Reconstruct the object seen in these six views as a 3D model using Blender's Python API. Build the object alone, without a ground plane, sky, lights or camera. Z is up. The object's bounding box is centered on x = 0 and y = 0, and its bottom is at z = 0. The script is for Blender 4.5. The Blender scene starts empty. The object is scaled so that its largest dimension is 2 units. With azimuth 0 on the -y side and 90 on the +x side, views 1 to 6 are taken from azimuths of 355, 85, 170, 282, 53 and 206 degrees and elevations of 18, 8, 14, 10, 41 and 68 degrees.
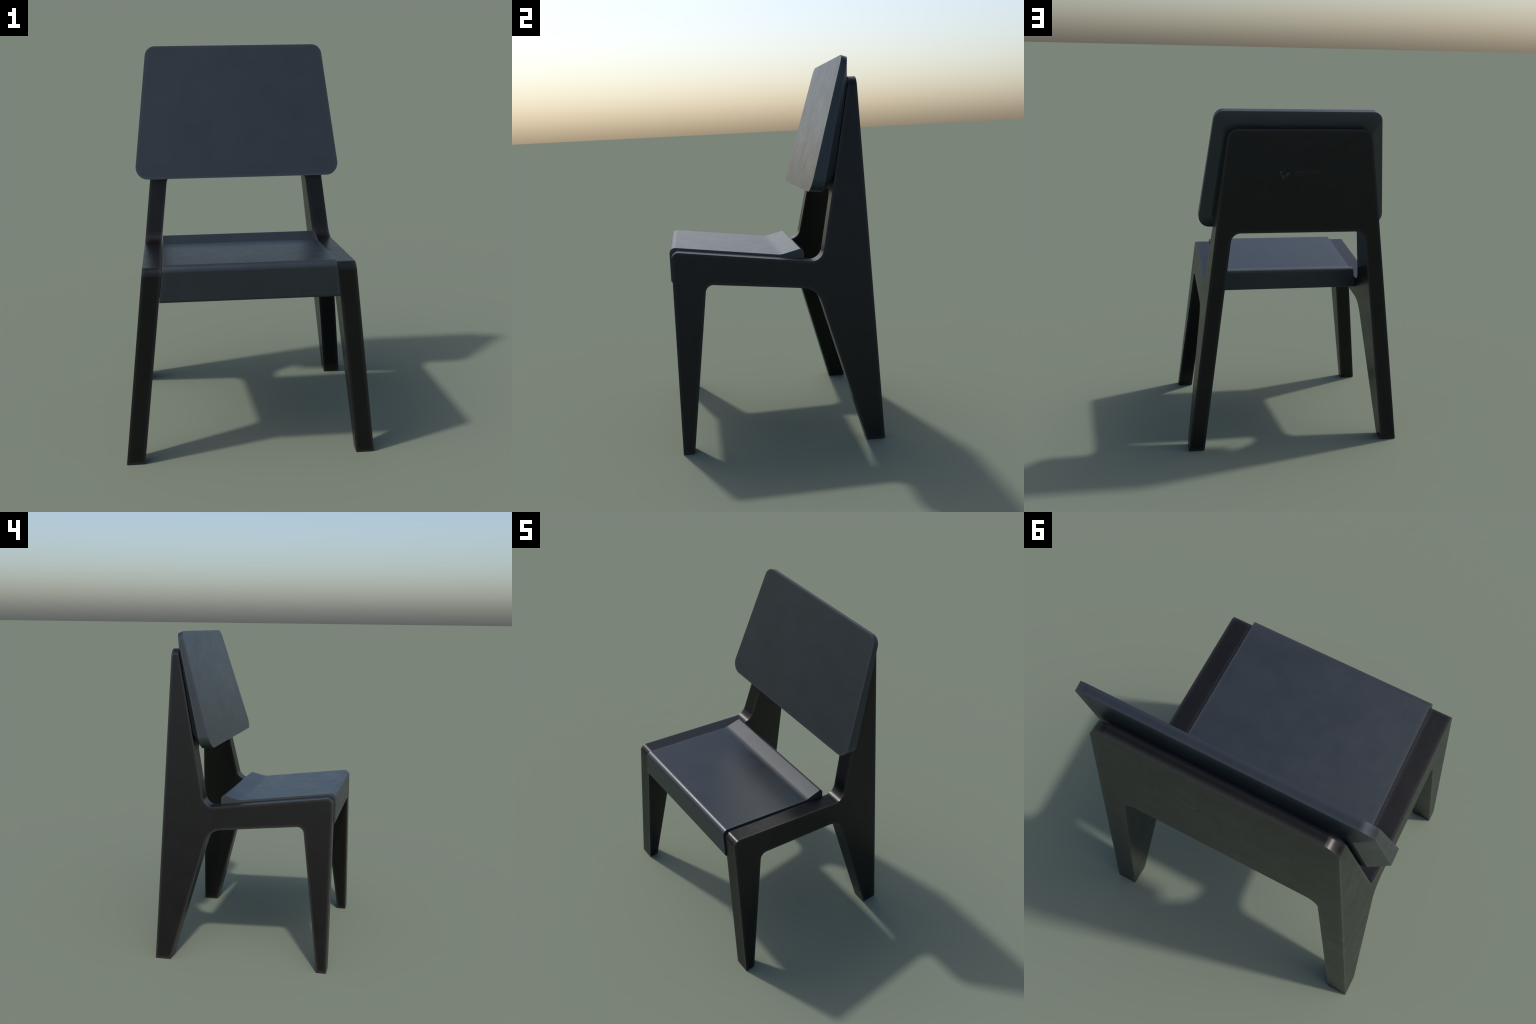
"""Dark two-tone side chair: a splayed black frame cut from slab profiles,
a blue-black moulded seat hung between the side rails, and a leaning backrest."""
import bpy, bmesh, math
from mathutils import Vector

# --------------------------------------------------------------------------
# overall rules of the design (metres, z up, chair faces -y)
# --------------------------------------------------------------------------
SPLAY = 0.120            # every side plane leans inwards by this much per metre
OUTER_X = 0.6368         # half width of the frame at the floor, outer face
INNER_X = 0.5435         # half width at the floor, inner face
REAR_Y, REAR_LEAN = 0.5345, 0.0225     # rear plane   y = REAR_Y - REAR_LEAN*z
BACK_Y, BACK_LEAN = 0.0565, 0.210    # upright front plane  y = BACK_Y + BACK_LEAN*z
PANEL_BOTTOM, FRAME_TOP = 1.3105, 1.8935


def outer_x(z): return OUTER_X - SPLAY * z
def inner_x(z): return INNER_X - SPLAY * z
def rear_y(z): return REAR_Y - REAR_LEAN * z
def upright_y(z): return BACK_Y + BACK_LEAN * z


# --------------------------------------------------------------------------
# small geometry helpers
# --------------------------------------------------------------------------
def rounded(corners, segs=14):
    """2D outline from (a, b, radius) corners; radius 0 keeps the corner sharp."""
    out, n = [], len(corners)
    for i, (a, b, r) in enumerate(corners):
        p = Vector((a, b))
        if r <= 0:
            out.append(p)
            continue
        d0 = (Vector(corners[i - 1][:2]) - p).normalized()
        d1 = (Vector(corners[(i + 1) % n][:2]) - p).normalized()
        half = d0.angle(d1) / 2
        t = r / math.tan(half)
        centre = p + (d0 + d1).normalized() * (r / math.sin(half))
        s, e = p + d0 * t - centre, p + d1 * t - centre
        a0 = math.atan2(s.y, s.x)
        da = math.atan2(e.y, e.x) - a0
        while da > math.pi: da -= 2 * math.pi
        while da < -math.pi: da += 2 * math.pi
        for k in range(segs + 1):
            w = a0 + da * k / segs
            out.append(centre + Vector((math.cos(w), math.sin(w))) * r)
    return out


def loft(rings, name):
    """Closed solid through rings of equal length, ends capped."""
    bm = bmesh.new()
    vs = [[bm.verts.new(p) for p in ring] for ring in rings]
    n = len(vs[0])
    for r0, r1 in zip(vs, vs[1:]):
        for i in range(n):
            j = (i + 1) % n
            bm.faces.new((r0[i], r0[j], r1[j], r1[i]))
    bm.faces.new(list(reversed(vs[0])))
    bm.faces.new(vs[-1])
    bmesh.ops.recalc_face_normals(bm, faces=bm.faces)
    me = bpy.data.meshes.new(name)
    bm.to_mesh(me)
    bm.free()
    return me


def obj_from(me, name, material, parent=None):
    ob = bpy.data.objects.new(name, me)
    bpy.context.scene.collection.objects.link(ob)
    if material:
        me.materials.append(material)
    if parent:
        ob.parent = parent
    return ob


def apply_modifiers(ob):
    dg = bpy.context.evaluated_depsgraph_get()
    dg.update()
    me = bpy.data.meshes.new_from_object(ob.evaluated_get(dg))
    old = ob.data
    ob.modifiers.clear()
    ob.data = me
    me.name = old.name
    return me


def weighted_smooth(ob, angle=35):
    """Smooth shading in which the large flat faces keep their own normal."""
    for p in ob.data.polygons:
        p.use_smooth = True
    ob.data.set_sharp_from_angle(angle=math.radians(angle))
    m = ob.modifiers.new("weighted_normal", 'WEIGHTED_NORMAL')
    m.mode, m.weight, m.keep_sharp = 'FACE_AREA', 100, True
    return apply_modifiers(ob)


# --------------------------------------------------------------------------
# materials
# --------------------------------------------------------------------------
def satin(name, dark, light, rough_lo, rough_hi, spec, tint=(1, 1, 1), wear=None, wear_width=0.032):
    """Satin coat: cloudy base colour, smudged roughness, edges rubbed slightly paler."""
    mat = bpy.data.materials.new(name)
    mat.use_nodes = True
    nt = mat.node_tree
    nt.nodes.clear()
    N, L = nt.nodes.new, nt.links.new
    out = N('ShaderNodeOutputMaterial')
    bsdf = N('ShaderNodeBsdfPrincipled')
    co = N('ShaderNodeTexCoord')
    cloud = N('ShaderNodeTexNoise')
    cloud.inputs['Scale'].default_value = 8.0
    cloud.inputs['Detail'].default_value = 6
    cloud.inputs['Roughness'].default_value = 0.6
    smudge = N('ShaderNodeTexNoise')
    smudge.inputs['Scale'].default_value = 46
    smudge.inputs['Detail'].default_value = 4
    smudge.inputs['Roughness'].default_value = 0.65
    for t in (cloud, smudge):
        L(co.outputs['Object'], t.inputs['Vector'])
    ramp = N('ShaderNodeValToRGB')
    ramp.color_ramp.elements[0].position = 0.3
    ramp.color_ramp.elements[0].color = (*dark, 1)
    ramp.color_ramp.elements[1].position = 0.72
    ramp.color_ramp.elements[1].color = (*light, 1)
    L(cloud.outputs['Fac'], ramp.inputs['Fac'])
    colour = ramp.outputs['Color']
    if wear:                                   # rubbed rims along the convex edges
        geo = N('ShaderNodeNewGeometry')
        bev = N('ShaderNodeBevel'); bev.samples = 12
        bev.inputs['Radius'].default_value = wear_width
        dot = N('ShaderNodeVectorMath'); dot.operation = 'DOT_PRODUCT'
        L(bev.outputs['Normal'], dot.inputs[0])
        L(geo.outputs['Normal'], dot.inputs[1])
        rim = N('ShaderNodeMapRange')
        rim.inputs['From Min'].default_value = 0.999
        rim.inputs['From Max'].default_value = 0.90
        L(dot.outputs['Value'], rim.inputs['Value'])
        mix = N('ShaderNodeMix'); mix.data_type = 'RGBA'
        mix.inputs[7].default_value = (*wear, 1)
        L(rim.outputs[0], mix.inputs[0])
        L(colour, mix.inputs[6])
        colour = mix.outputs[2]
    L(colour, bsdf.inputs['Base Color'])
    blend = N('ShaderNodeMath'); blend.operation = 'MULTIPLY_ADD'
    blend.inputs[1].default_value = 0.9
    L(smudge.outputs['Fac'], blend.inputs[0])
    L(cloud.outputs['Fac'], blend.inputs[2])
    rr = N('ShaderNodeMapRange')
    rr.inputs['From Min'].default_value = 0.65
    rr.inputs['From Max'].default_value = 1.25
    rr.inputs['To Min'].default_value = rough_lo
    rr.inputs['To Max'].default_value = rough_hi
    L(blend.outputs[0], rr.inputs['Value'])
    L(rr.outputs[0], bsdf.inputs['Roughness'])
    bsdf.inputs['Specular IOR Level'].default_value = spec
    bsdf.inputs['Specular Tint'].default_value = (*tint, 1)
    L(bsdf.outputs[0], out.inputs['Surface'])
    return mat


FRAME_MAT = satin("black_satin_lacquer", (0.0030, 0.0030, 0.0029), (0.0042, 0.0040, 0.0038),
                  0.28, 0.38, 0.33, wear=(0.0200, 0.0193, 0.0185))
SEAT_MAT = satin("blue_black_satin_plastic", (0.0148, 0.0193, 0.0240), (0.0176, 0.0227, 0.0280),
                 0.33, 0.43, 0.60, (0.88, 0.95, 1.0), wear=(0.0260, 0.0310, 0.0365), wear_width=0.028)
MARK_MAT = satin("grey_print", (0.033, 0.036, 0.038), (0.035, 0.038, 0.040), 0.28, 0.38, 0.33)
FAINT_MAT = satin("faint_print", (0.0240, 0.0255, 0.0258), (0.0260, 0.0275, 0.0278), 0.28, 0.38, 0.33)

# --------------------------------------------------------------------------
# the chair
# --------------------------------------------------------------------------
chair = bpy.data.objects.new("chair", None)
bpy.context.scene.collection.objects.link(chair)
chair["label"] = "dark two-tone modern side chair with tapered splayed legs"
chair["category"] = "chair"

# ---- frame: side profile swept across  AND  front silhouette swept through ----
side_profile = rounded([
    (-0.5255, 0.0, 0),                       # front foot, toe
    (-0.5255, 1.0395, 0.036),                # front knee
    (0.2547, 0.9410, 0.066),                 # rail meets upright
    (upright_y(FRAME_TOP), FRAME_TOP, 0),    # top of the upright
    (rear_y(FRAME_TOP), FRAME_TOP, 0),
    (rear_y(0), 0.0, 0),                     # rear foot, heel
    (0.4390, 0.0, 0),
    (0.2222, 0.8050, 0.108),                 # rail underside meets rear leg
    (-0.3537, 0.8625, 0.039),                # rail underside meets front leg
    (-0.4665, 0.0, 0),
])
front_silhouette = rounded([
    (-outer_x(-0.05), -0.05, 0), (-outer_x(FRAME_TOP), FRAME_TOP, 0.058),
    (outer_x(FRAME_TOP), FRAME_TOP, 0.058), (outer_x(-0.05), -0.05, 0),
    (inner_x(-0.05), -0.05, 0), (inner_x(PANEL_BOTTOM), PANEL_BOTTOM, 0.056),
    (-inner_x(PANEL_BOTTOM), PANEL_BOTTOM, 0.056), (-inner_x(-0.05), -0.05, 0),
])
frame = obj_from(loft([[(x, p.x, p.y) for p in side_profile] for x in (-0.8, 0.8)], "frame"), "frame", None)
# the silhouette's own top is taken a little higher so only its corners trim the profile
cutter = obj_from(loft([[(p.x, y, p.y + 0.0) for p in front_silhouette] for y in (-0.9, 0.9)], "cutter"), "cutter", None)
for v in cutter.data.vertices:               # avoid coplanar tops in the boolean
    if abs(v.co.z - FRAME_TOP) < 1e-5:
        v.co.z += 0.0008
mod = frame.modifiers.new("cut", 'BOOLEAN')
mod.operation, mod.solver, mod.object = 'INTERSECT', 'EXACT', cutter
apply_modifiers(frame)
bpy.data.objects.remove(cutter)
bm = bmesh.new(); bm.from_mesh(frame.data)
bmesh.ops.remove_doubles(bm, verts=bm.verts, dist=1e-5)
bmesh.ops.dissolve_limit(bm, angle_limit=math.radians(0.5), verts=bm.verts, edges=bm.edges)
bm.to_mesh(frame.data); bm.free()
weighted_smooth(frame)

# split the seamless frame into its anatomical parts along hidden joints
FRONT_LEG_TOP, REAR_LEG_TOP, RAIL_REAR, PANEL_SPLIT = 0.800, 0.690, 0.150, 1.245


def region(c):
    side = 'L' if c.x < 0 else 'R'
    if c.z > PANEL_SPLIT: return ('back_panel', '')
    if c.y < RAIL_REAR:
        return ('leg', side + 'f') if c.z < FRONT_LEG_TOP else ('side_rail', side)
    return ('leg', side + 'r') if c.z < REAR_LEG_TOP else ('upright', side)


bm = bmesh.new(); bm.from_mesh(frame.data)
for co, no in (((0, 0, PANEL_SPLIT), (0, 0, 1)), ((0, RAIL_REAR, 0), (0, 1, 0)),
               ((0, 0, FRONT_LEG_TOP), (0, 0, 1)), ((0, 0, REAR_LEG_TOP), (0, 0, 1))):
    bmesh.ops.bisect_plane(bm, geom=bm.verts[:] + bm.edges[:] + bm.faces[:], dist=1e-6,
                           plane_co=co, plane_no=no)
bm.to_mesh(frame.data); bm.free()
whole = weighted_smooth(frame)
corner_n = [c.vector.copy() for c in whole.corner_normals]
groups = {}
for p in whole.polygons:
    groups.setdefault(region(p.center), []).append(p)
frame_parts = {}
for key in sorted(groups):
    polys = groups[key]
    remap, verts, faces, normals = {}, [], [], []
    for p in polys:
        f = []
        for li in p.loop_indices:
            vi = whole.loops[li].vertex_index
            if vi not in remap:
                remap[vi] = len(verts)
                verts.append(whole.vertices[vi].co.copy())
            f.append(remap[vi])
            normals.append(corner_n[li])
        faces.append(f)
    me = bpy.data.meshes.new(key[0])
    me.from_pydata(verts, [], faces)
    for p in me.polygons: p.use_smooth = True
    me.normals_split_custom_set(normals)
    frame_parts[key] = obj_from(me, key[0], FRAME_MAT, chair)
bpy.data.objects.remove(frame)

# ---- seat: one moulded profile, tapering sideways with the splay of the frame ----
seat_profile = rounded([
    (-0.5350, 0.8660, 0.016),                # apron, lower lip
    (-0.5350, 1.0530, 0.030),                # front edge roll
    (0.0510, 0.9785, 0.110),                 # dip before the rear lip
    (0.1615, 1.0055, 0.016),                 # rear lip
    (0.1740, 0.9900, 0.020),
    (0.1745, 0.8800, 0.010),
    (0.1400, 0.8740, 0.0),
    (-0.4900, 0.8660, 0.0),
], 12)
SEAT_GAP = 0.0015
seat = obj_from(loft([[(s * (inner_x(p.y) - SEAT_GAP), p.x, p.y) for p in seat_profile]
                      for s in (-1, 1)], "seat"), "seat", SEAT_MAT, chair)
weighted_smooth(seat, 40)

# ---- backrest: wedge slab, thin at the top, with a chamfered rear ----
B_TOP, B_BOTTOM = 2.0, 1.310
def rest_front_y(z): return 0.4090 + 0.3007 * (z - 2.0)
def rest_edge_y(z): return 0.4280 + 0.2465 * (z - 1.947)
def rest_core_y(z): return upright_y(z) - 0.0115
def rest_half(z): return 0.4780 + 0.1229 * (2.0 - z)


def rest_outline(top, bottom, inset, r_top, r_bottom):
    return rounded([(-rest_half(bottom) + inset, bottom, r_bottom), (-rest_half(top) + inset, top, r_top),
                    (rest_half(top) - inset, top, r_top), (rest_half(bottom) - inset, bottom, r_bottom)], 14)


rings = []
for (top, bot, ins, rt, rb), fy in (((2.0, 1.310, 0.0, 0.055, 0.064), rest_front_y),
                                    ((1.989, 1.302, 0.0, 0.055, 0.064), rest_edge_y),
                                    ((1.898, 1.346, 0.066, 0.045, 0.055), rest_core_y)):
    rings.append([(p.x, fy(p.y), p.y) for p in rest_outline(top, bot, ins, rt, rb)])
backrest = obj_from(loft(rings, "backrest"), "backrest", SEAT_MAT, chair)
weighted_smooth(backrest, 18)

# ---- spacer pad between the backrest and the frame ----
spacer_outline = rounded([(-outer_x(1.36) + 0.024, 1.36, 0.04), (-outer_x(1.872) + 0.024, 1.872, 0.04),
                          (outer_x(1.872) - 0.024, 1.872, 0.04), (outer_x(1.36) - 0.024, 1.36, 0.04)], 10)
spacer = obj_from(loft([[(p.x, upright_y(p.y) - 0.018, p.y) for p in spacer_outline],
                        [(p.x, upright_y(p.y) + 0.004, p.y) for p in spacer_outline]], "spacer"),
                  "spacer", SEAT_MAT, chair)
weighted_smooth(spacer)

# ---- printed mark on the rear of the back panel ----
def print_strokes(name, strokes, width, material, parent, lift=0.00010):
    """Flat raised strokes on the rear plane; strokes are polylines in (u, z), u = -x."""
    bm = bmesh.new()
    count = 0
    for line in strokes:
        for (u0, z0), (u1, z1) in zip(line, line[1:]):
            top = lift + 0.000015 * (count % 5)       # overlapping strokes never share a plane
            count += 1
            d = Vector((u1 - u0, z1 - z0)).normalized()
            n = Vector((-d.y, d.x)) * width / 2
            e = d * width * 0.5 if len(line) > 2 else d * 0
            a, b = Vector((u0, z0)) - e, Vector((u1, z1)) + e
            quad = [a - n, b - n, b + n, a + n]
            lo = [bm.verts.new((-q.x, rear_y(q.y) - 0.001, q.y)) for q in quad]
            hi = [bm.verts.new((-q.x, rear_y(q.y) + top, q.y)) for q in quad]
            bm.faces.new(hi); bm.faces.new(lo[::-1])
            for i in range(4):
                bm.faces.new((lo[i], lo[(i + 1) % 4], hi[(i + 1) % 4], hi[i]))
    bmesh.ops.recalc_face_normals(bm, faces=bm.faces)
    me = bpy.data.meshes.new(name)
    bm.to_mesh(me); bm.free()
    return obj_from(me, name, material, parent)


panel = frame_parts[('back_panel', '')]
# open diamond emblem: three solid bars and one outlined bar
for a, b in (((-0.1192, 1.6483), (-0.1078, 1.6597)), ((-0.1094, 1.6416), (-0.0906, 1.6214)),
             ((-0.0840, 1.6338), (-0.0650, 1.6529))):
    print_strokes("emblem_bar", [[a, b]], 0.0105, MARK_MAT, panel)
d0, d1, h = Vector((-0.1059, 1.6626)), Vector((-0.0897, 1.6785)), Vector((-0.0037, 0.0037))
print_strokes("emblem_outline", [[d0 - h, d1 - h, d1 + h, d0 + h, d0 - h]], 0.0012, FAINT_MAT, panel)

GLYPH = {   # strokes in a unit cell (0..1 wide, 0..1 tall)
    'J': [[(0, 0), (0.8, 0), (1, 0.25), (1, 1)]],
    'O': [[(0, 0.25), (0, 0.75), (0.2, 1), (0.8, 1), (1, 0.75), (1, 0.25), (0.8, 0), (0.2, 0), (0, 0.25)]],
    'Y': [[(0, 1), (0.2, 0.6), (0.8, 0.6), (1, 1)], [(0.5, 0.6), (0.5, 0)]],
    'L': [[(0, 1), (0, 0), (1, 0)]],
    'A': [[(0, 0), (0, 0.8), (0.2, 1), (1, 1), (1, 0)]],
    'C': [[(1, 1), (0.2, 1), (0, 0.75), (0, 0.25), (0.2, 0), (1, 0)]],
    'E': [[(1, 1), (0, 1), (0, 0), (1, 0)], [(0, 0.5), (0.9, 0.5)]],
    'R': [[(0, 0), (0, 1), (0.8, 1), (1, 0.8), (0.9, 0.5), (0.3, 0.5), (1, 0)]],
    'T': [[(0, 1), (1, 1)], [(0.5, 1), (0.5, 0)]],
}
TEXT_Z, CAP, CELL, PITCH, WORD_START = 1.6500, 0.0125, 0.0106, 0.01535, (-0.0372, 0.0186)
for start, word in zip(WORD_START, ("JOY", "LACERTA")):
    for i, ch in enumerate(word):
        u = start + i * PITCH * (1.0 if len(word) > 3 else 0.97)
        print_strokes("letter", [[(u + a * CELL, TEXT_Z + b * CAP) for a, b in s] for s in GLYPH[ch]],
                      0.0023, FAINT_MAT, panel)
# tagline too small to read: a row of fine ticks
ticks = [[(-0.0384 + k * 0.0036, 1.6402), (-0.0384 + k * 0.0036 + 0.0022, 1.6402)] for k in range(19)]
tag = print_strokes("tagline", ticks, 0.0026, FAINT_MAT, panel)
tag["kind"] = "stuff"
